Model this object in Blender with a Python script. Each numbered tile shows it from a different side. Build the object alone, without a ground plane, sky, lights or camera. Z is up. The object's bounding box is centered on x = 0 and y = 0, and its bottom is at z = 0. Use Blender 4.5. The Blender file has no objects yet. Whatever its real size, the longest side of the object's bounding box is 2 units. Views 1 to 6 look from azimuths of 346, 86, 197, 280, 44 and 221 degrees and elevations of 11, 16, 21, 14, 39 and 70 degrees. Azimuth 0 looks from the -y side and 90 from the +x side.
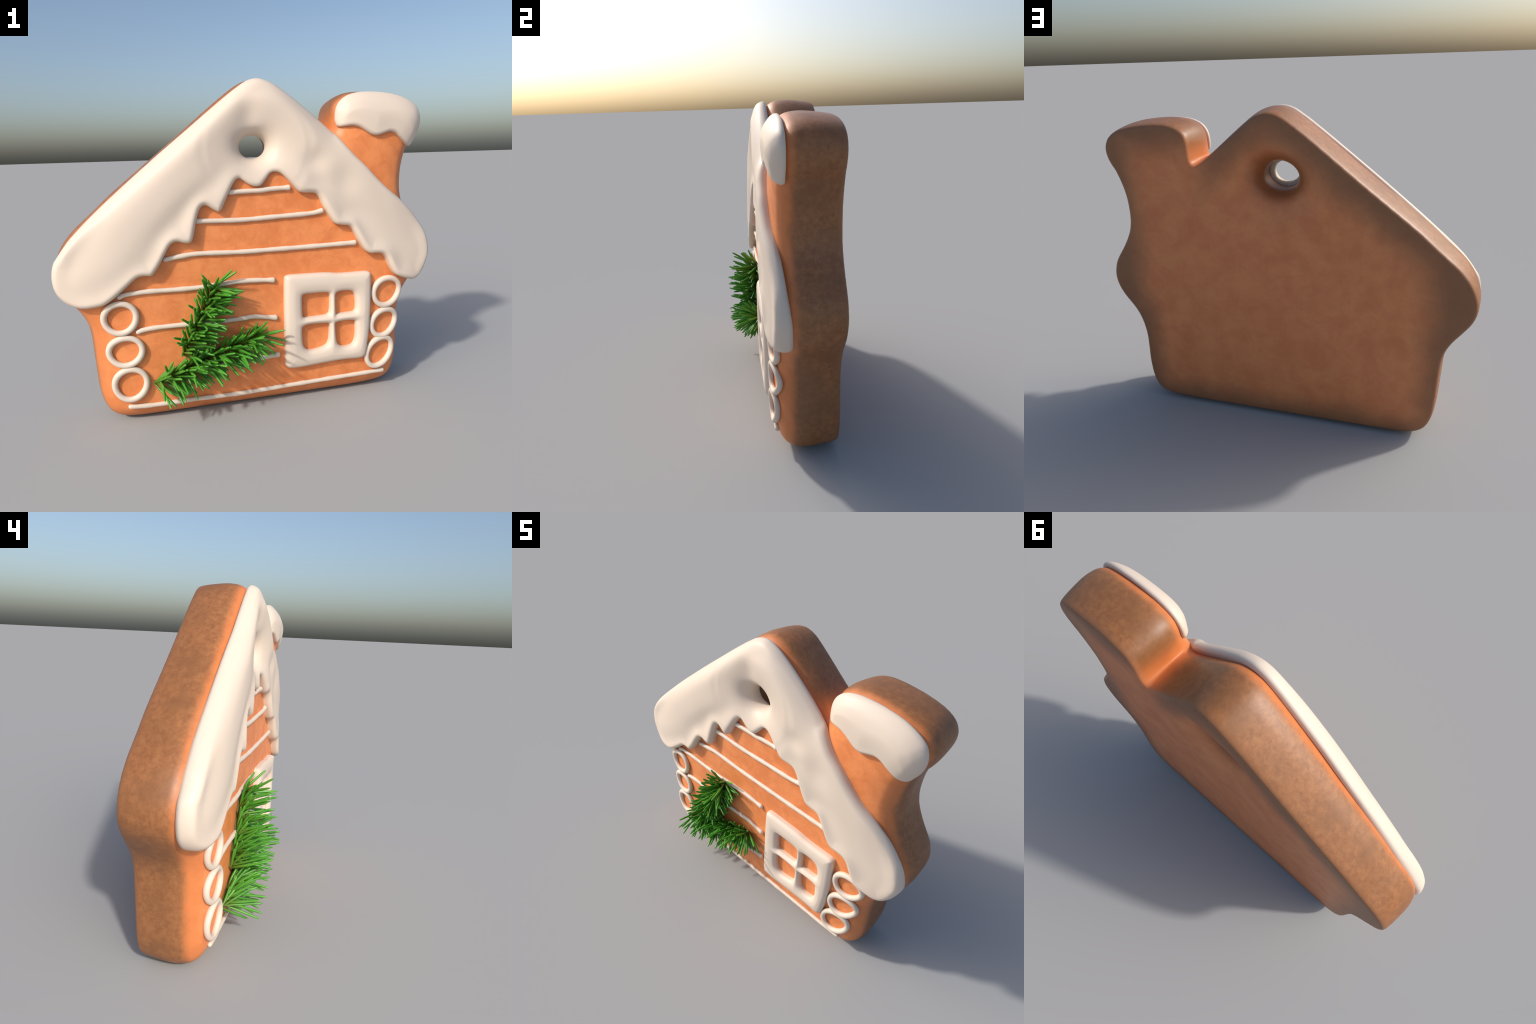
"""Gingerbread house cookie: a thick slab of dough with poured and piped icing and a small fir sprig."""
import numpy as np

# ---------------------------------------------------------------- curve and distance helpers
def spline(points, closed=True, sub=6):
    """Centripetal-free Catmull-Rom curve through hand-placed control points."""
    p = np.asarray(points, float)
    n = len(p)
    if closed:
        q = np.vstack([p[-1:], p, p[:2]])
        m = n
    else:
        q = np.vstack([2 * p[0] - p[1], p, 2 * p[-1] - p[-2]])
        m = n - 1
    t = np.linspace(0, 1, sub, endpoint=False)[:, None]
    out = []
    for i in range(m):
        a, b, c, d = q[i], q[i + 1], q[i + 2], q[i + 3]
        out.append(0.5 * (2 * b + (c - a) * t + (2 * a - 5 * b + 4 * c - d) * t ** 2
                          + (3 * b - a - 3 * c + d) * t ** 3))
    if not closed:
        out.append(p[-1:])
    return np.vstack(out)


def polygon_distance(px, py, poly):
    """Signed distance to a closed polygon, positive inside."""
    best = np.full(px.shape, 1e9)
    inside = np.zeros(px.shape, bool)
    for (ax, ay), (bx, by) in zip(poly, np.roll(poly, -1, axis=0)):
        ex, ey = bx - ax, by - ay
        l2 = ex * ex + ey * ey
        if l2 < 1e-14:
            continue
        t = np.clip(((px - ax) * ex + (py - ay) * ey) / l2, 0, 1)
        best = np.minimum(best, (px - ax - t * ex) ** 2 + (py - ay - t * ey) ** 2)
        crosses = (ay > py) != (by > py)
        with np.errstate(divide='ignore', invalid='ignore'):
            xi = ax + (py - ay) * ex / (ey if ey != 0 else 1e-12)
        inside ^= crosses & (px < xi)
    d = np.sqrt(best)
    return np.where(inside, d, -d)


def blur(a, sigma):
    r = int(np.ceil(3 * sigma))
    k = np.exp(-0.5 * (np.arange(-r, r + 1) / sigma) ** 2)
    k /= k.sum()
    for ax in range(a.ndim):
        pad = [(r, r) if i == ax else (0, 0) for i in range(a.ndim)]
        b = np.pad(a, pad, mode='edge')
        a = sum(k[i] * np.take(b, np.arange(i, i + a.shape[ax]), axis=ax) for i in range(2 * r + 1))
    return a


def bilinear(grid, x0, z0, h, x, z):
    u = np.clip((x - x0) / h, 0, grid.shape[0] - 1.001)
    v = np.clip((z - z0) / h, 0, grid.shape[1] - 1.001)
    i, j = u.astype(int), v.astype(int)
    f, g = u - i, v - j
    return ((grid[i, j] * (1 - f) + grid[i + 1, j] * f) * (1 - g)
            + (grid[i, j + 1] * (1 - f) + grid[i + 1, j + 1] * f) * g)


class PlanField:
    """Signed distance in the x-z plane sampled once on a fine grid."""
    X0, Z0, H, NX, NZ = -1.15, -0.15, 0.006, 384, 334

    def __init__(self, loops, holes=(), soften=0.0):
        gx = self.X0 + self.H * np.arange(self.NX)
        gz = self.Z0 + self.H * np.arange(self.NZ)
        PX, PZ = np.meshgrid(gx, gz, indexing='ij')
        d = polygon_distance(PX, PZ, loops[0])
        for lp in loops[1:]:
            d = np.maximum(d, polygon_distance(PX, PZ, lp))
        for hp in holes:
            d = np.minimum(d, -polygon_distance(PX, PZ, hp))
        if soften:
            s = blur(d, soften / self.H)
            w = np.clip((d - 0.01) / 0.05, 0, 1)
            d = d * (1 - w) + s * w
        self.g = d

    def __call__(self, x, z):
        return bilinear(self.g, self.X0, self.Z0, self.H, x, z)


class ProfileField:
    """Signed distance (negative inside) to the edge profile drawn in (inset, y)."""
    A0, B0, H, NA, NB = -0.25, -0.30, 0.003, 420, 300

    def __init__(self, pts):
        p = spline(pts, closed=False, sub=8)
        p = np.vstack([p, [[2.0, p[-1][1]], [2.0, p[0][1]]]])
        A, B = np.meshgrid(self.A0 + self.H * np.arange(self.NA), self.B0 + self.H * np.arange(self.NB), indexing='ij')
        self.g = -polygon_distance(A, B, p)

    def __call__(self, a, b):
        return bilinear(self.g, self.A0, self.B0, self.H, a, b)


# ---------------------------------------------------------------- gingerbread slab
# back edge of the cookie, (x, z), walked round from the middle of the foot
COOKIE_EDGE = [(-0.25, .018), (0.15, .018), (0.523, .019), (0.66, .024), (0.735, .036), (0.778, .060), (0.803, .098), (0.818, .156),
    (0.826, .240), (0.825, .33), (0.825, .41), (0.834, .475), (0.850, .531), (0.877, .585), (0.932, .659), (0.957, .703),
    (0.972, .748), (0.975, .791), (0.968, .832), (0.950, .880), (0.893, .965), (0.855, 1.033), (0.836, 1.089), (0.829, 1.155),
    (0.834, 1.239), (0.850, 1.310), (0.877, 1.382), (0.900, 1.420), (0.916, 1.458), (0.921, 1.492), (0.915, 1.525),
    (0.893, 1.560), (0.845, 1.590), (0.770, 1.611), (0.688, 1.622), (0.614, 1.626), (0.550, 1.622), (0.500, 1.606), (0.466, 1.579),
    (0.450, 1.540), (0.446, 1.490), (0.440, 1.447), (0.423, 1.428), (0.396, 1.434), (0.331, 1.479), (0.226, 1.565), (0.160, 1.618),
    (0.105, 1.658), (0.060, 1.676), (0.020, 1.680), (-0.025, 1.669), (-0.085, 1.632), (-0.195, 1.547), (-0.428, 1.356),
    (-0.673, 1.161), (-0.791, 1.056), (-0.872, .985), (-0.922, .928), (-0.952, .876), (-0.970, .822), (-0.973, .775),
    (-0.966, .735), (-0.948, .695), (-0.915, .648), (-0.872, .590), (-0.845, .537), (-0.832, .480), (-0.826, .400),
    (-0.821, .300), (-0.815, .200), (-0.806, .140), (-0.786, .085), (-0.755, .050), (-0.706, .029), (-0.62, .020), (-0.45, .018)]
# edge section: (distance inward from that edge, y); flat back, soft wall, domed front
EDGE_PROFILE = [(1.2, .262), (.06, .262), (.03, .261), (.012, .258), (.002, .250), (-.006, .22), (-.014, .16), (-.018, .11),
    (-.016, .07), (-.008, .035), (.012, .004), (.035, -.016), (.06, -.028), (.11, -.039), (.18, -.044), (.30, -.047), (.45, -.048), (1.2, -.049)]
plan = PlanField([spline(COOKIE_EDGE)], soften=0.03)
section = ProfileField(EDGE_PROFILE)


def slab(x, y, z):
    return section(plan(x, z), y)

# throat of the hanging hole and the section of its rim, (distance into the dough, y)
HOLE_CENTRE, HOLE_RADII = (0.0, 1.366), (0.091, 0.074)
HOLE_PROFILE = [(.30, .31), (.17, .266), (.12, .253), (.085, .240), (.055, .223), (.03, .200), (.012, .168), (0, .13), (0, .06), (.004, .02),
    (.018, -.012), (.045, -.034), (.08, -.052), (.14, -.11), (.2, -.3)]
ang = np.linspace(0, 2 * np.pi, 48, endpoint=False)
hole_plan = PlanField([np.stack([HOLE_CENTRE[0] + HOLE_RADII[0] * np.cos(ang),
                                 HOLE_CENTRE[1] + HOLE_RADII[1] * np.sin(ang) * 1.0], 1)])
hole_section = ProfileField(HOLE_PROFILE)


def smooth_max(a, b, k):
    h = np.clip(0.5 + 0.5 * (a - b) / k, 0, 1)
    return b * (1 - h) + a * h + k * h * (1 - h)


def cookie(x, y, z):
    """Gingerbread solid: negative inside."""
    dx, dz = x - HOLE_CENTRE[0], z - HOLE_CENTRE[1]
    tight = np.clip((.55 * -dx + .85 * dz) / np.maximum(np.hypot(dx, dz), .01), 0, 1)   # rim is tighter at the top
    inset = -hole_plan(x, z)
    return smooth_max(slab(x, y, z), hole_section(np.where(inset > 0, inset * (1 + .9 * tight), inset), y), 0.012)


def front_y(x, z):
    """y of the front face above (x, z), found by bisection."""
    x, z = np.asarray(x, float), np.asarray(z, float)
    lo, hi = np.full(x.shape, -0.12), np.full(x.shape, 0.12)
    for _ in range(30):
        m = 0.5 * (lo + hi)
        outside = cookie(x, m, z) > 0
        lo, hi = np.where(outside, m, lo), np.where(outside, hi, m)
    return 0.5 * (lo + hi)


def gradient(f, p, e=0.004):
    g = np.stack([f(*(p + e * k).T) - f(*(p - e * k).T) for k in np.eye(3)], 1)
    return g / np.maximum(np.linalg.norm(g, axis=1, keepdims=True), 1e-9)


def rounded(q, r):
    """Rounded intersection of half spaces q_i < 0."""
    q = np.stack(q)
    return np.sqrt((np.maximum(q + r, 0) ** 2).sum(0)) - r + np.minimum((q + r).max(0), 0)


# ---------------------------------------------------------------- implicit surface -> quads
def surface_nets(field, lo, hi, h):
    lo, hi = np.array(lo, float), np.array(hi, float)
    n = np.ceil((hi - lo) / h).astype(int) + 1
    ax = [lo[i] + h * np.arange(n[i]) for i in range(3)]
    X, Y, Z = np.meshgrid(*ax, indexing='ij')
    F = field(X.ravel(), Y.ravel(), Z.ravel()).reshape(n)
    S = F < 0
    acc = np.zeros(tuple(n - 1) + (3,))
    cnt = np.zeros(tuple(n - 1))
    offs = [(0, 0), (0, 1), (1, 0), (1, 1)]
    sl = lambda o, m: slice(o, o + m)
    for a in range(3):
        b, c = (a + 1) % 3, (a + 2) % 3
        for ob, oc in offs:
            i0, i1 = [None] * 3, [None] * 3
            i0[a], i1[a] = sl(0, n[a] - 1), sl(1, n[a] - 1)
            i0[b] = i1[b] = sl(ob, n[b] - 1)
            i0[c] = i1[c] = sl(oc, n[c] - 1)
            f0, f1 = F[tuple(i0)], F[tuple(i1)]
            cr = (f0 < 0) != (f1 < 0)
            t = np.where(cr, f0 / np.where(cr, f0 - f1, 1), 0)
            acc[..., a] += np.where(cr, t, 0)
            acc[..., b] += np.where(cr, ob, 0)
            acc[..., c] += np.where(cr, oc, 0)
            cnt += cr
    act = cnt > 0
    idx = np.full(act.shape, -1)
    idx[act] = np.arange(act.sum())
    cell = np.argwhere(act)
    V = lo + h * (cell + acc[act] / cnt[act][:, None])
    faces = []
    for a in range(3):
        b, c = (a + 1) % 3, (a + 2) % 3
        i0, i1 = [slice(1, -1)] * 3, [slice(1, -1)] * 3
        i0[a], i1[a] = slice(0, -1), slice(1, None)
        s0, s1 = S[tuple(i0)], S[tuple(i1)]
        for sel, flip in ((s0 & ~s1, False), (~s0 & s1, True)):
            e = np.argwhere(sel)
            if not len(e):
                continue
            e = e.copy()
            e[:, b] += 1
            e[:, c] += 1
            quad = []
            for db, dc in ((-1, -1), (0, -1), (0, 0), (-1, 0)):
                k = e.copy()
                k[:, b] += db
                k[:, c] += dc
                quad.append(idx[k[:, 0], k[:, 1], k[:, 2]])
            q = np.stack(quad, 1)
            faces.append(q[:, ::-1] if flip else q)
    Q = np.vstack(faces)
    # two Newton steps pull the vertices exactly onto the surface
    for _ in range(2):
        e = h * 0.3
        g = np.stack([(field(*(V + e * k).T) - field(*(V - e * k).T)) / (2 * e) for k in np.eye(3)], 1)
        g2 = np.maximum((g ** 2).sum(1), 0.05)
        stp = -(field(*V.T) / g2)[:, None] * g
        ln = np.linalg.norm(stp, axis=1, keepdims=True)
        V = V + stp * np.minimum(1, 0.4 * h / np.maximum(ln, 1e-9))
    return V, Q


# ---------------------------------------------------------------- icing shapes
# roof icing seen from the front: ridge and outer edge, then the dripping lower edge
ROOF_ICING = [
    # left outer edge, eaves to ridge
    (-0.990, .850), (-0.968, .884), (-0.934, .930), (-0.889, .982), (-0.764, 1.102), (-0.510, 1.320), (-0.318, 1.476), (-0.144, 1.612),
    (-0.085, 1.655), (-0.030, 1.690), (0.028, 1.704), (0.085, 1.690),
    # right outer edge, ridge to eaves
    (0.160, 1.650), (0.278, 1.566), (0.372, 1.488), (0.428, 1.432), (0.461, 1.392), (0.521, 1.324), (0.590, 1.261), (0.650, 1.200), (0.715, 1.142), (0.792, 1.086),
    (0.868, 1.028), (0.918, .974), (0.964, .906), (0.988, .846), (0.998, .775), (0.984, .720), (0.962, .668), (0.930, .628), (0.890, .618),
    # right drips, eaves to middle
    (0.845, .630), (0.789, .651), (0.757, .673), (0.730, .713), (0.704, .765), (0.680, .787), (0.646, .792), (0.610, .794), (0.580, .813),
    (0.552, .852), (0.512, .922), (0.490, .948), (0.453, .954), (0.415, .963), (0.389, .990), (0.352, 1.050), (0.325, 1.103), (0.304, 1.125),
    (0.272, 1.129), (0.237, 1.131), (0.209, 1.143), (0.170, 1.188), (0.130, 1.227), (0.103, 1.239), (0.075, 1.233), (0.045, 1.200), (0.023, 1.178),
    (-0.004, 1.172), (-0.040, 1.183), (-0.076, 1.207), (-0.091, 1.214),
    # left drips, middle to eaves
    (-0.107, 1.205), (-0.130, 1.169), (-0.168, 1.092), (-0.183, 1.067), (-0.201, 1.058), (-0.222, 1.068), (-0.255, 1.089), (-0.272, 1.091), (-0.288, 1.074),
    (-0.305, 1.025), (-0.324, .948), (-0.336, .923), (-0.352, .914), (-0.380, .918), (-0.408, .926), (-0.430, .920), (-0.452, .894), (-0.490, .827), (-0.522, .783), (-0.540, .769),
    (-0.580, .771), (-0.610, .762), (-0.650, .729), (-0.715, .676), (-0.764, .645), (-0.810, .635), (-0.860, .630), (-0.905, .637), (-0.950, .660), (-0.982, .695),
    (-0.998, .735), (-1.002, .790)]
CHIMNEY_ICING = [(0.438, 1.488), (0.436, 1.520), (0.444, 1.556), (0.462, 1.586), (0.490, 1.610), (0.534, 1.628), (0.593, 1.638), (0.660, 1.641), (0.727, 1.637),
    (0.795, 1.625), (0.850, 1.603), (0.900, 1.574), (0.924, 1.545), (0.937, 1.500), (0.936, 1.456), (0.926, 1.410), (0.902, 1.372), (0.872, 1.354),
    (0.838, 1.364), (0.792, 1.399), (0.760, 1.424), (0.728, 1.432), (0.695, 1.424), (0.658, 1.414), (0.625, 1.419), (0.590, 1.439), (0.558, 1.457),
    (0.526, 1.465), (0.490, 1.463), (0.455, 1.462)]
# hollows (negative) and swellings of the poured icing: (x, z, radius along, radius across, angle, height)
ICING_RELIEF = [(-0.36, 1.08, .16, .042, .72, -.015), (-0.17, 1.25, .09, .07, .9, -.010), (0.29, 1.29, .055, .045, .3, -.016), (0.46, 1.19, .06, .05, -.7, -.011),
    (0.50, 1.00, .12, .06, -.9, -.018), (0.32, 1.17, .04, .05, .4, -.010), (-0.30, 1.42, .26, .05, .70, .014), (0.22, 1.48, .14, .05, -.68, .012),
    (0.76, .86, .20, .13, -.85, -.015), (0.83, .70, .10, .08, 0, -.008), (-0.80, .70, .14, .07, .3, -.012), (-0.90, .86, .13, .08, .9, -.021), (0.90, .84, .10, .07, -1.0, -.010), (-0.50, .88, .16, .05, .75, -.012),
    (-0.03, 1.49, .05, .065, .1, -.032), (0.02, 1.65, .08, .04, 0, -.012), (0.12, 1.33, .06, .055, 0, -.016), (-0.05, 1.25, .08, .05, 0, -.006)]

roof_plan = PlanField([spline(ROOF_ICING, sub=5)])
chimney_plan = PlanField([spline(CHIMNEY_ICING, sub=5)])


def relief(x, z):
    s = 0
    for cx, cz, a, b, t, hgt in ICING_RELIEF:
        u = (x - cx) * np.cos(t) + (z - cz) * np.sin(t)
        v = -(x - cx) * np.sin(t) + (z - cz) * np.cos(t)
        s = s + hgt * np.exp(-0.5 * ((u / a) ** 2 + (v / b) ** 2))
    return s


# the icing runs into the hanging hole and leaves a smaller opening
ICING_HOLE_CENTRE, ICING_HOLE_RADII = (0.0, 1.368), (0.068, 0.056)
ICING_HOLE_PROFILE = [(.10, .30), (.04, .12), (.012, .070), (0, .050), (0, .025), (.006, -.005), (.020, -.032), (.045, -.056), (.080, -.074), (.12, -.088), (.17, -.103), (.24, -.13), (.4, -.30)]
icing_hole_plan = PlanField([np.stack([ICING_HOLE_CENTRE[0] + ICING_HOLE_RADII[0] * np.cos(ang),
                                       ICING_HOLE_CENTRE[1] + ICING_HOLE_RADII[1] * np.sin(ang)], 1)])
icing_hole_section = ProfileField(ICING_HOLE_PROFILE)


def roof_icing(x, y, z):
    u = roof_plan(x, z)
    near_hole = np.exp(-((x / .17) ** 2 + ((z - 1.372) / .15) ** 2) ** 2)
    thick = 0.055 - 0.013 * np.exp(-np.maximum(u, 0) / .045) * np.clip((.9 - z) / -.2, 0, 1) + relief(x, z) * (1 - np.exp(-(np.maximum(u, 0) / .05) ** 2))
    # rear border of the sheet: near the front at the ridge, further round the edge at the eaves
    left = 0.002 + 0.022 * np.clip((-x - .3) / .5, 0, 1)
    right = np.interp(z, [.66, .76, .90, 1.05, 1.2, 1.5], [.026, .020, .002, -.014, -.012, .002])
    back = np.where(x > 0, right, left) + 0.055 * near_hole
    sheet = rounded((.004 - u, slab(x, y, z) - thick, y - back), 0.028)
    return smooth_max(sheet, icing_hole_section(-icing_hole_plan(x, z), y), 0.03)


def chimney_icing(x, y, z):
    u = chimney_plan(x, z)
    swell = 0.012 * (1 - np.exp(-(np.maximum(u, 0) / .07) ** 2))
    return rounded((-.003 - u, cookie(x, y, z) - 0.026 - swell, y - 0.008), 0.018)


# window: outer frame and four panes left open
WINDOW_FRAME = [(0.143, 0.706), (0.168, 0.712), (0.235, 0.711), (0.364, 0.707), (0.436, 0.698), (0.524, 0.696), (0.590, 0.696), (0.613, 0.690), (0.620, 0.670),
    (0.621, 0.526), (0.615, 0.381), (0.607, 0.308), (0.597, 0.241), (0.583, 0.216), (0.554, 0.209), (0.455, 0.212), (0.343, 0.208), (0.232, 0.201), (0.161, 0.203), (0.139, 0.213),
    (0.134, 0.236), (0.133, 0.369), (0.133, 0.577), (0.136, 0.688)]
WINDOW_PANES = [
    [(0.225, 0.589), (0.235, 0.604), (0.262, 0.607), (0.335, 0.606), (0.371, 0.602), (0.385, 0.589), (0.388, 0.537), (0.385, 0.495), (0.374, 0.478), (0.334, 0.474), (0.261, 0.473), (0.235, 0.477), (0.226, 0.498)],
    [(0.413, 0.572), (0.421, 0.597), (0.451, 0.604), (0.495, 0.602), (0.521, 0.590), (0.535, 0.557), (0.539, 0.507), (0.533, 0.482), (0.511, 0.476), (0.451, 0.475), (0.422, 0.474), (0.415, 0.487)],
    [(0.224, 0.412), (0.232, 0.430), (0.275, 0.438), (0.370, 0.434), (0.384, 0.420), (0.385, 0.373), (0.378, 0.323), (0.356, 0.300), (0.305, 0.288), (0.264, 0.289), (0.238, 0.307), (0.226, 0.341)],
    [(0.413, 0.417), (0.425, 0.433), (0.481, 0.437), (0.527, 0.431), (0.536, 0.413), (0.539, 0.346), (0.528, 0.303), (0.506, 0.286), (0.468, 0.284), (0.438, 0.297), (0.420, 0.328)]]
window_plan = PlanField([spline(WINDOW_FRAME, sub=5)], [spline(p, sub=5) for p in WINDOW_PANES])


def window_icing(x, y, z):
    u = window_plan(x, z)
    puff = 0.008 * (1 - np.exp(-(np.maximum(u, 0) / .028) ** 2))
    return rounded((-.0015 - u, cookie(x, y, z) - 0.037 - puff), 0.022)


# piped strokes, each a run of (x, z) points across the front
PIPED_LINES = [
    [(-0.146, 1.152), (-0.087, 1.154), (0.011, 1.155), (0.077, 1.160), (0.169, 1.163)],
    [(-0.317, 1.021), (-0.092, 1.014), (0.107, 1.020), (0.278, 1.026), (0.327, 1.033), (0.346, 1.039)],
    [(-0.479, 0.841), (-0.395, 0.853), (-0.301, 0.860), (-0.098, 0.853), (0.103, 0.853), (0.311, 0.854), (0.533, 0.857)],
    [(-0.706, 0.669), (-0.684, 0.682), (-0.649, 0.687), (-0.558, 0.692), (-0.435, 0.689), (-0.309, 0.689), (-0.213, 0.695), (-0.103, 0.702), (-0.016, 0.700), (0.077, 0.692)],
    [(-0.630, 0.485), (-0.608, 0.497), (-0.540, 0.505), (-0.446, 0.506), (-0.389, 0.505), (-0.247, 0.503), (-0.110, 0.503), (-0.055, 0.508), (-0.008, 0.505), (0.086, 0.488)],
    [(-0.363, 0.270), (-0.227, 0.269), (-0.104, 0.270), (-0.048, 0.273), (0.021, 0.278), (0.096, 0.284)],
    [(-0.695, 0.102), (-0.565, 0.094), (-0.370, 0.094), (-0.119, 0.089), (0.166, 0.096), (0.467, 0.103), (0.715, 0.108)]]
# piped rings: centre x, z, radius x, radius z, lean
PIPED_RINGS = [(-0.700, 0.570, 0.077, 0.073, 0.00), (-0.685, 0.398, 0.077, 0.072, 0.03), (-0.672, 0.225, 0.078, 0.078, 0.05),
               (0.724, 0.571, 0.081, 0.075, 0.06), (0.710, 0.394, 0.074, 0.076, 0.15), (0.685, 0.226, 0.078, 0.080, 0.22)]

# ================================================================ Blender side
import bpy, math, random
from mathutils import Vector, Matrix

rng = random.Random(7)


def node_material(name):
    m = bpy.data.materials.new(name)
    m.use_nodes = True
    nt = m.node_tree
    nt.nodes.clear()
    out = nt.nodes.new('ShaderNodeOutputMaterial')
    bsdf = nt.nodes.new('ShaderNodeBsdfPrincipled')
    nt.links.new(bsdf.outputs[0], out.inputs[0])
    return m, nt, bsdf


class G:
    """Small helper to write node graphs as expressions."""
    def __init__(self, nt):
        self.nt = nt

    def _in(self, sock, v):
        if isinstance(v, bpy.types.NodeSocket):
            self.nt.links.new(v, sock)
        else:
            sock.default_value = v

    def math(self, op, a, b=0.0, c=None, clamp=False):
        n = self.nt.nodes.new('ShaderNodeMath')
        n.operation = op
        n.use_clamp = clamp
        self._in(n.inputs[0], a)
        self._in(n.inputs[1], b)
        if c is not None:
            self._in(n.inputs[2], c)
        return n.outputs[0]

    def step(self, v, lo, hi):
        n = self.nt.nodes.new('ShaderNodeMapRange')
        n.interpolation_type = 'SMOOTHSTEP'
        self._in(n.inputs['Value'], v)
        self._in(n.inputs['From Min'], lo)
        self._in(n.inputs['From Max'], hi)
        return n.outputs[0]

    def mix(self, f, a, b, mode='MIX'):
        n = self.nt.nodes.new('ShaderNodeMix')
        n.data_type = 'RGBA'
        n.blend_type = mode
        self._in(n.inputs['Factor'], f)
        self._in(n.inputs['A'], a)
        self._in(n.inputs['B'], b)
        return n.outputs['Result']

    def coords(self):
        return self.nt.nodes.new('ShaderNodeTexCoord').outputs['Object']

    def xyz(self, v):
        n = self.nt.nodes.new('ShaderNodeSeparateXYZ')
        self._in(n.inputs[0], v)
        return n.outputs

    def noise(self, v, scale, detail=3.0, rough=0.55, distort=0.0):
        n = self.nt.nodes.new('ShaderNodeTexNoise')
        self._in(n.inputs['Vector'], v)
        n.inputs['Scale'].default_value = scale
        n.inputs['Detail'].default_value = detail
        n.inputs['Roughness'].default_value = rough
        n.inputs['Distortion'].default_value = distort
        return n.outputs[0]

    def bump(self, hgt, strength, dist):
        n = self.nt.nodes.new('ShaderNodeBump')
        n.inputs['Strength'].default_value = strength
        n.inputs['Distance'].default_value = dist
        self._in(n.inputs['Height'], hgt)
        return n.outputs[0]


def rgb(r, g, b):
    return (r, g, b, 1.0)


def gingerbread_material():
    m, nt, bsdf = node_material('gingerbread')
    g = G(nt)
    co = g.coords()
    x, y, z = g.xyz(co)
    broad = g.noise(co, 5.5, 5, .6)
    mottle = g.noise(co, 36.0, 8, .72, .2)
    fine = g.noise(co, 70.0, 4, .6)
    # pale baked dough
    front = g.mix(g.step(g.noise(co, 11.0, 7, .66, .4), .32, .66), rgb(.655, .198, .058), rgb(.790, .270, .090))
    front = g.mix(g.math('MULTIPLY', g.step(fine, .52, .75), .30), front, rgb(.60, .180, .055))
    # the dough deepens in colour where it rolls over towards the edge
    front = g.mix(g.math('MULTIPLY', g.step(y, -.040, .004), .75), front, g.mix(mottle, rgb(.52, .160, .045), rgb(.64, .205, .064)))
    # browned crust round the edge, finely mottled tan and umber
    crust = g.mix(g.step(mottle, .30, .70), rgb(.225, .086, .030), rgb(.345, .146, .054))
    crust = g.mix(g.math('MULTIPLY', g.step(g.noise(co, 105.0, 3, .6), .56, .74), .45), crust, rgb(.44, .195, .080))
    crust = g.mix(g.math('MULTIPLY', g.step(broad, .40, .64), .6), crust, rgb(.205, .090, .035))
    # underside of the bake: same dough, a little redder in patches
    back = g.mix(g.step(g.noise(co, 8.0, 8, .66, .3), .32, .68), rgb(.620, .192, .068), rgb(.710, .255, .092))
    back = g.mix(g.math('MULTIPLY', g.step(fine, .52, .75), .25), back, rgb(.50, .160, .055))
    # inset from the rim of the house, from the straight sides of its plan
    def side(nx, nz, c):
        return g.math('ADD', g.math('ADD', g.math('MULTIPLY', x, nx), g.math('MULTIPLY', z, nz)), c)
    eave_l = side(.625, -.781, 1.325)
    eave_r = side(-.625, -.781, 1.360)
    wall_l, wall_r = side(1, 0, .86), side(-1, 0, .86)
    foot = side(0, 1, 0)
    house = g.math('SMOOTH_MIN', eave_l, eave_r, .12)
    for s in (wall_l, wall_r, foot):
        house = g.math('SMOOTH_MIN', house, s, .12)
    flue = g.math('SMOOTH_MIN', side(1, 0, -.24), side(-1, 0, .89), .1)
    flue = g.math('SMOOTH_MIN', flue, side(0, -1, 1.62), .1)
    flue = g.math('SMOOTH_MIN', flue, side(0, 1, -.55), .1)
    inset = g.math('SMOOTH_MAX', house, flue, .12)
    inset = g.math('ADD', inset, g.math('MULTIPLY', g.math('SUBTRACT', broad, .5), .12))
    rim = g.step(inset, .21, .01)
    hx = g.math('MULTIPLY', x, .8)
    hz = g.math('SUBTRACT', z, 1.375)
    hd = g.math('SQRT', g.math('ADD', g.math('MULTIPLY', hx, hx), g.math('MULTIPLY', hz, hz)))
    back = g.mix(g.math('MULTIPLY', rim, .85), back, g.mix(mottle, rgb(.165, .078, .035), rgb(.250, .120, .052)))
    back = g.mix(g.math('MULTIPLY', g.step(hd, .15, .09), .6), back, rgb(.20, .070, .022))  # occlusion shade round the hole's rear rim, painted into the dough colour
    # where the crust starts, with a ragged border
    yy = g.math('ADD', y, g.math('MULTIPLY', g.math('SUBTRACT', g.noise(co, 14.0, 5, .6), .5), .040))
    to_crust = g.step(yy, .006, .060)
    nx = g.math('SUBTRACT', x, .43)
    nz = g.math('SUBTRACT', z, 1.43)
    nd = g.math('SQRT', g.math('ADD', g.math('MULTIPLY', nx, nx), g.math('MULTIPLY', nz, nz)))
    to_crust = g.math('MULTIPLY', to_crust, g.step(nd, .02, .15))
    col = g.mix(to_crust, front, crust)
    under = g.math('MAXIMUM', g.step(yy, .222, .258), g.math('MULTIPLY', g.step(y, .09, .16), g.step(hd, .25, .20)))
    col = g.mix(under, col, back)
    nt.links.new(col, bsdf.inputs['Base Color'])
    bsdf.inputs['Roughness'].default_value = .46
    bsdf.inputs['Specular IOR Level'].default_value = .5
    hgt = g.math('ADD', g.math('MULTIPLY', mottle, .6), g.math('MULTIPLY', fine, .4))
    nt.links.new(g.bump(hgt, .12, .006), bsdf.inputs['Normal'])
    return m


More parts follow.
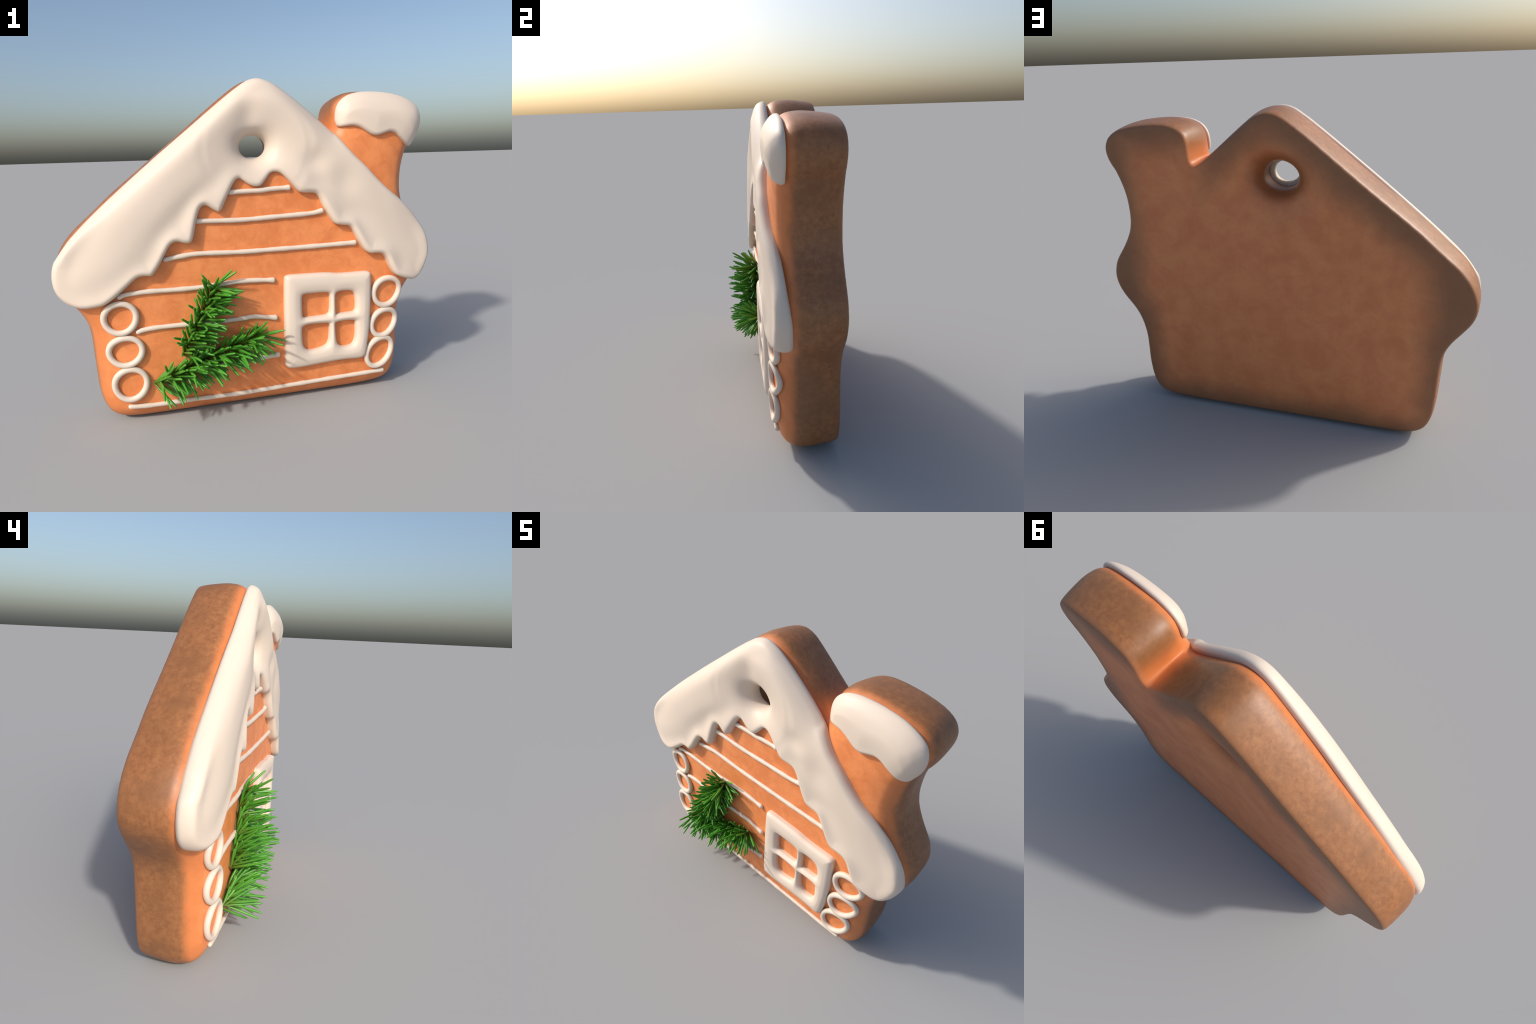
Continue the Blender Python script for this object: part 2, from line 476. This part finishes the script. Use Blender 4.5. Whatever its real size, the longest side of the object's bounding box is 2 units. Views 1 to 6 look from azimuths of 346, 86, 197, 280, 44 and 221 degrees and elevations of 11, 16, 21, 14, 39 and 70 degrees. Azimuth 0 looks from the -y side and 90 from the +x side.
def icing_material():
    m, nt, bsdf = node_material('sugar_icing')
    g = G(nt)
    co = g.coords()
    col = g.mix(g.noise(co, 5.0, 2), rgb(.665, .562, .468), rgb(.695, .592, .496))
    nt.links.new(col, bsdf.inputs['Base Color'])
    bsdf.inputs['Roughness'].default_value = .48
    bsdf.inputs['Specular IOR Level'].default_value = .4
    return m


def needle_material():
    m, nt, bsdf = node_material('fir_green')
    g = G(nt)
    co = g.coords()
    _, _, z = g.xyz(co)
    info = nt.nodes.new('ShaderNodeObjectInfo')
    green = g.mix(info.outputs['Random'], rgb(.050, .235, .020), rgb(.095, .330, .036))
    col = g.mix(g.step(z, .10, .0), green, rgb(.085, .150, .012))
    nt.links.new(col, bsdf.inputs['Base Color'])
    bsdf.inputs['Roughness'].default_value = .38
    bsdf.inputs['Specular IOR Level'].default_value = .5
    return m


def twig_material():
    m, nt, bsdf = node_material('twig_bark')
    g = G(nt)
    co = g.coords()
    col = g.mix(g.noise(co, 60.0, 4), rgb(.07, .10, .015), rgb(.12, .09, .03))
    nt.links.new(col, bsdf.inputs['Base Color'])
    bsdf.inputs['Roughness'].default_value = .7
    return m


DOUGH, ICING, NEEDLE, TWIG = gingerbread_material(), icing_material(), needle_material(), twig_material()


def make_object(name, verts, faces, mat, parent, normals=None):
    me = bpy.data.meshes.new(name)
    me.from_pydata([tuple(v) for v in verts], [], [tuple(int(i) for i in f) for f in faces])
    me.update()
    me.materials.append(mat)
    me.polygons.foreach_set('use_smooth', [True] * len(me.polygons))
    if normals is not None:
        me.normals_split_custom_set_from_vertices([tuple(n) for n in normals])
    ob = bpy.data.objects.new(name, me)
    bpy.context.scene.collection.objects.link(ob)
    ob.parent = parent
    return ob


def empty(name, parent=None):
    ob = bpy.data.objects.new(name, None)
    bpy.context.scene.collection.objects.link(ob)
    ob.parent = parent
    return ob


house = empty('gingerbread_house')
house['label'] = 'flat gingerbread house cookie with white icing and fir sprig'
house['category'] = 'gingerbread house'

# ---- the slab of dough, one smooth surface split into house wall and chimney
V, Q = surface_nets(cookie, (-1.06, -0.10, -0.04), (1.06, 0.29, 1.74), 0.0105)
N = gradient(cookie, V)
mid = V[Q].mean(1)
is_flue = ((mid[:, 0] - .43) * .781 + (mid[:, 2] - 1.43) * .625 > 0) & (mid[:, 0] > .36) & (mid[:, 2] > 1.02)


def submesh(sel, name):
    used, inv = np.unique(Q[sel], return_inverse=True)
    return make_object(name, V[used], inv.reshape(-1, 4), DOUGH, house, N[used])


submesh(~is_flue, 'cookie_wall')
submesh(is_flue, 'cookie_chimney')

# ---- poured icing
for name, f, lo, hi, h in (
        ('roof_icing', roof_icing, (-1.05, -.14, .58), (1.05, .10, 1.75), .0085),
        ('chimney_icing', chimney_icing, (.38, -.14, 1.30), (1.0, .07, 1.70), .0085),
        ('window_frame', window_icing, (.09, -.12, .17), (.65, -.02, .75), .0065)):
    v, q = surface_nets(f, lo, hi, h)
    make_object(name, v, q, ICING, house, gradient(f, v, .003))


# ---- piped icing: a rounded bead swept along a path lying on the dough
def bead(path, closed, radius, mat_name, swell=None, flat=.9, ring=12, lift=.45):
    path = np.asarray(path)
    y = front_y(path[:, 0], path[:, 1])
    c = np.stack([path[:, 0], y, path[:, 1]], 1)
    up = gradient(cookie, c)
    if closed:
        tan = np.roll(c, -1, 0) - np.roll(c, 1, 0)
    else:
        tan = np.gradient(c, axis=0)
    tan /= np.linalg.norm(tan, axis=1, keepdims=True)
    side = np.cross(tan, up)
    side /= np.linalg.norm(side, axis=1, keepdims=True)
    n = len(c)
    rad = np.full(n, radius) if swell is None else radius * swell
    if not closed:
        s = np.concatenate([[0], np.cumsum(np.linalg.norm(np.diff(c, axis=0), axis=1))])
    verts, faces = [], []
    for i in range(n):
        for k in range(ring):
            a = 2 * math.pi * k / ring
            verts.append(c[i] + side[i] * rad[i] * math.cos(a) + up[i] * (lift * radius + rad[i] * flat * math.sin(a)))
    last = n if closed else n - 1
    for i in range(last):
        j = (i + 1) % n
        for k in range(ring):
            l = (k + 1) % ring
            faces.append((i * ring + k, j * ring + k, j * ring + l, i * ring + l))
    if not closed:
        for e, order in ((0, 1), (n - 1, -1)):
            base = list(range(e * ring, e * ring + ring))
            faces.append(tuple(base[::order]))
    return verts, faces


def stroke(points, radius):
    p = spline(points, closed=False, sub=10)
    d = np.concatenate([[0], np.cumsum(np.linalg.norm(np.diff(p, axis=0), axis=1))])
    L = d[-1]
    # close-set stations at both ends so that the tips are round
    cap = radius * (1 - np.cos(np.linspace(0, math.pi / 2, 7)))
    st = np.concatenate([cap, np.linspace(radius, L - radius, max(8, int(L / .016)))[1:-1], L - cap[::-1]])
    q = np.stack([np.interp(st, d, p[:, 0]), np.interp(st, d, p[:, 1])], 1)
    e = np.minimum(st, L - st)
    sw = np.sqrt(np.clip(1 - (1 - np.clip(e / radius, 0, 1)) ** 2, .0004, 1))
    wob = 1 + .05 * np.sin(st * 37 + points[0][1] * 50) + .04 * np.sin(st * 83)
    wob = wob + .22 * np.exp(-((L - st - radius) / .018) ** 2)        # blob where the nozzle lifts
    return q, sw * wob


for pts in PIPED_LINES:
    pts = pts[:-1] + [(pts[-1][0] + .009, pts[-1][1])]        # strokes run on a little where the bag is lifted
    q, sw = stroke(pts, .0125)
    v, f = bead(q, False, .0125, 'line', sw, .9, 12, .6)
    make_object('icing_line', v, f, ICING, house)

for cx, cz, rx, rz, lean in PIPED_RINGS:
    t = np.linspace(0, 2 * math.pi, 72, endpoint=False)
    wx = 1 + .02 * np.sin(2 * t + cz * 20) + .015 * np.sin(3 * t + cx * 9)
    px, pz = rx * wx * np.cos(t), rz * wx * np.sin(t)
    q = np.stack([cx + px + lean * pz, cz + pz], 1)
    v, f = bead(q, True, .0155, 'ring', 1 + .06 * np.sin(2 * t + cx * 5), 1.0, 14, .72)
    make_object('icing_ring', v, f, ICING, house)

# ---- fir sprig: two twigs set with whorls of needles
sprig = empty('fir_sprig', house)


def needle_mesh(bend):
    L, seg = .165, 8
    profile = [(0, .40), (.08, .62), (.2, .85), (.35, 1), (.55, 1.02), (.75, .92), (.88, .82), (.94, .72), (.975, .52), (1, .14)]
    rings = len(profile)
    verts, faces = [], []
    for t, w in profile:
        zz, r = L * t, .0066 * w
        for k in range(seg):
            a = 2 * math.pi * k / seg
            verts.append((r * math.cos(a) + bend * math.sin(math.pi * t * .9), r * math.sin(a), zz))
    for i in range(rings - 1):
        for k in range(seg):
            l = (k + 1) % seg
            faces.append((i * seg + k, i * seg + l, (i + 1) * seg + l, (i + 1) * seg + k))
    faces.append(tuple(range(seg))[::-1])
    faces.append(tuple(range((rings - 1) * seg, rings * seg)))
    me = bpy.data.meshes.new('needle')
    me.from_pydata(verts, [], faces)
    me.materials.append(NEEDLE)
    me.polygons.foreach_set('use_smooth', [True] * len(me.polygons))
    return me


NEEDLES = [needle_mesh(b) for b in (-.004, 0, .003, .006)]
proto = bpy.data.objects.new('needle', NEEDLES[0])
needle_count = 0


def place_needle(base, direction, length):
    global needle_count
    ob = proto.copy()
    ob.data = NEEDLES[rng.randrange(len(NEEDLES))]
    d = Vector(direction).normalized()
    q = d.to_track_quat('Z', 'Y')
    ob.rotation_mode = 'QUATERNION'
    ob.rotation_quaternion = q
    ob.location = Vector(base)
    s = length / .165
    ob.scale = (1, 1, s)
    ob.name = 'needle'
    bpy.context.scene.collection.objects.link(ob)
    ob.parent = sprig
    needle_count += 1


# needle fan of one whorl: (swing round the twig, 0 = out of the wall, + = lower side; opening from the twig; length; slide along twig)
WHORL = [(-88, 34, .120, .000), (-80, 44, .128, .030), (-70, 52, .135, .062), (-56, 46, .150, .014), (-44, 62, .160, .046), (-34, 72, .165, .074),
         (-24, 58, .178, .004), (-14, 70, .185, .028), (-6, 50, .178, .056), (2, 64, .188, .012), (10, 74, .190, .040), (18, 56, .182, .070), (26, 68, .186, .020),
         (36, 60, .180, .050), (44, 76, .182, .000), (52, 64, .175, .034), (60, 54, .168, .064), (67, 72, .170, .016), (74, 62, .166, .046), (80, 78, .166, .076), (86, 64, .168, .006), (89, 56, .165, .040),
         (-62, 70, .140, .080), (6, 36, .16, .082), (64, 44, .16, .084)]


def branch(p0, p1, whorls, fade=0):
    a, b = np.array(p0), np.array(p1)
    for w in range(whorls):
        for swing, opening, length, slide in WHORL:
            t0 = a + (b - a) * (w / whorls)
            ax = (b - a) / np.linalg.norm(b - a)
            p = t0 + ax * slide
            y = float(front_y(p[:1], p[1:])[0]) - .012
            axis = Vector((ax[0], 0, ax[1]))
            out = Vector((0, -1, 0))
            low = out.cross(axis)
            if low.z > 0:
                low = -low
            swing = swing * .74 if swing < 0 else swing
            opening = min(opening, 66) if swing > 55 else opening
            sw = math.radians(swing + rng.uniform(-10, 10))
            op = math.radians(opening + 8 * math.cos(sw) ** 2 + rng.uniform(-14, 14))
            rad = out * math.cos(sw) + low * math.sin(sw)
            d = axis * math.cos(op) + rad * math.sin(op)
            if d.y > -.04:
                d.y = -.04
            place_needle((p[0], y, p[1]), d, length * (.86 + .20 * math.cos(sw)) * rng.uniform(.88, 1.03))


def twig(p0, p1):
    q = np.linspace(p0, p1, 20)
    v, f = bead(q, False, .009, 'twig', np.linspace(1.0, .55, 20), 1.0, 8)
    make_object('twig', v, f, TWIG, sprig)


LOWER, UPPER = ((-.560, .217), (-.025, .408)), ((-.408, .348), (-.238, .682))
branch(*LOWER, 7)
branch(*UPPER, 5)
twig(*LOWER)
twig(*UPPER)
print('needles', needle_count)
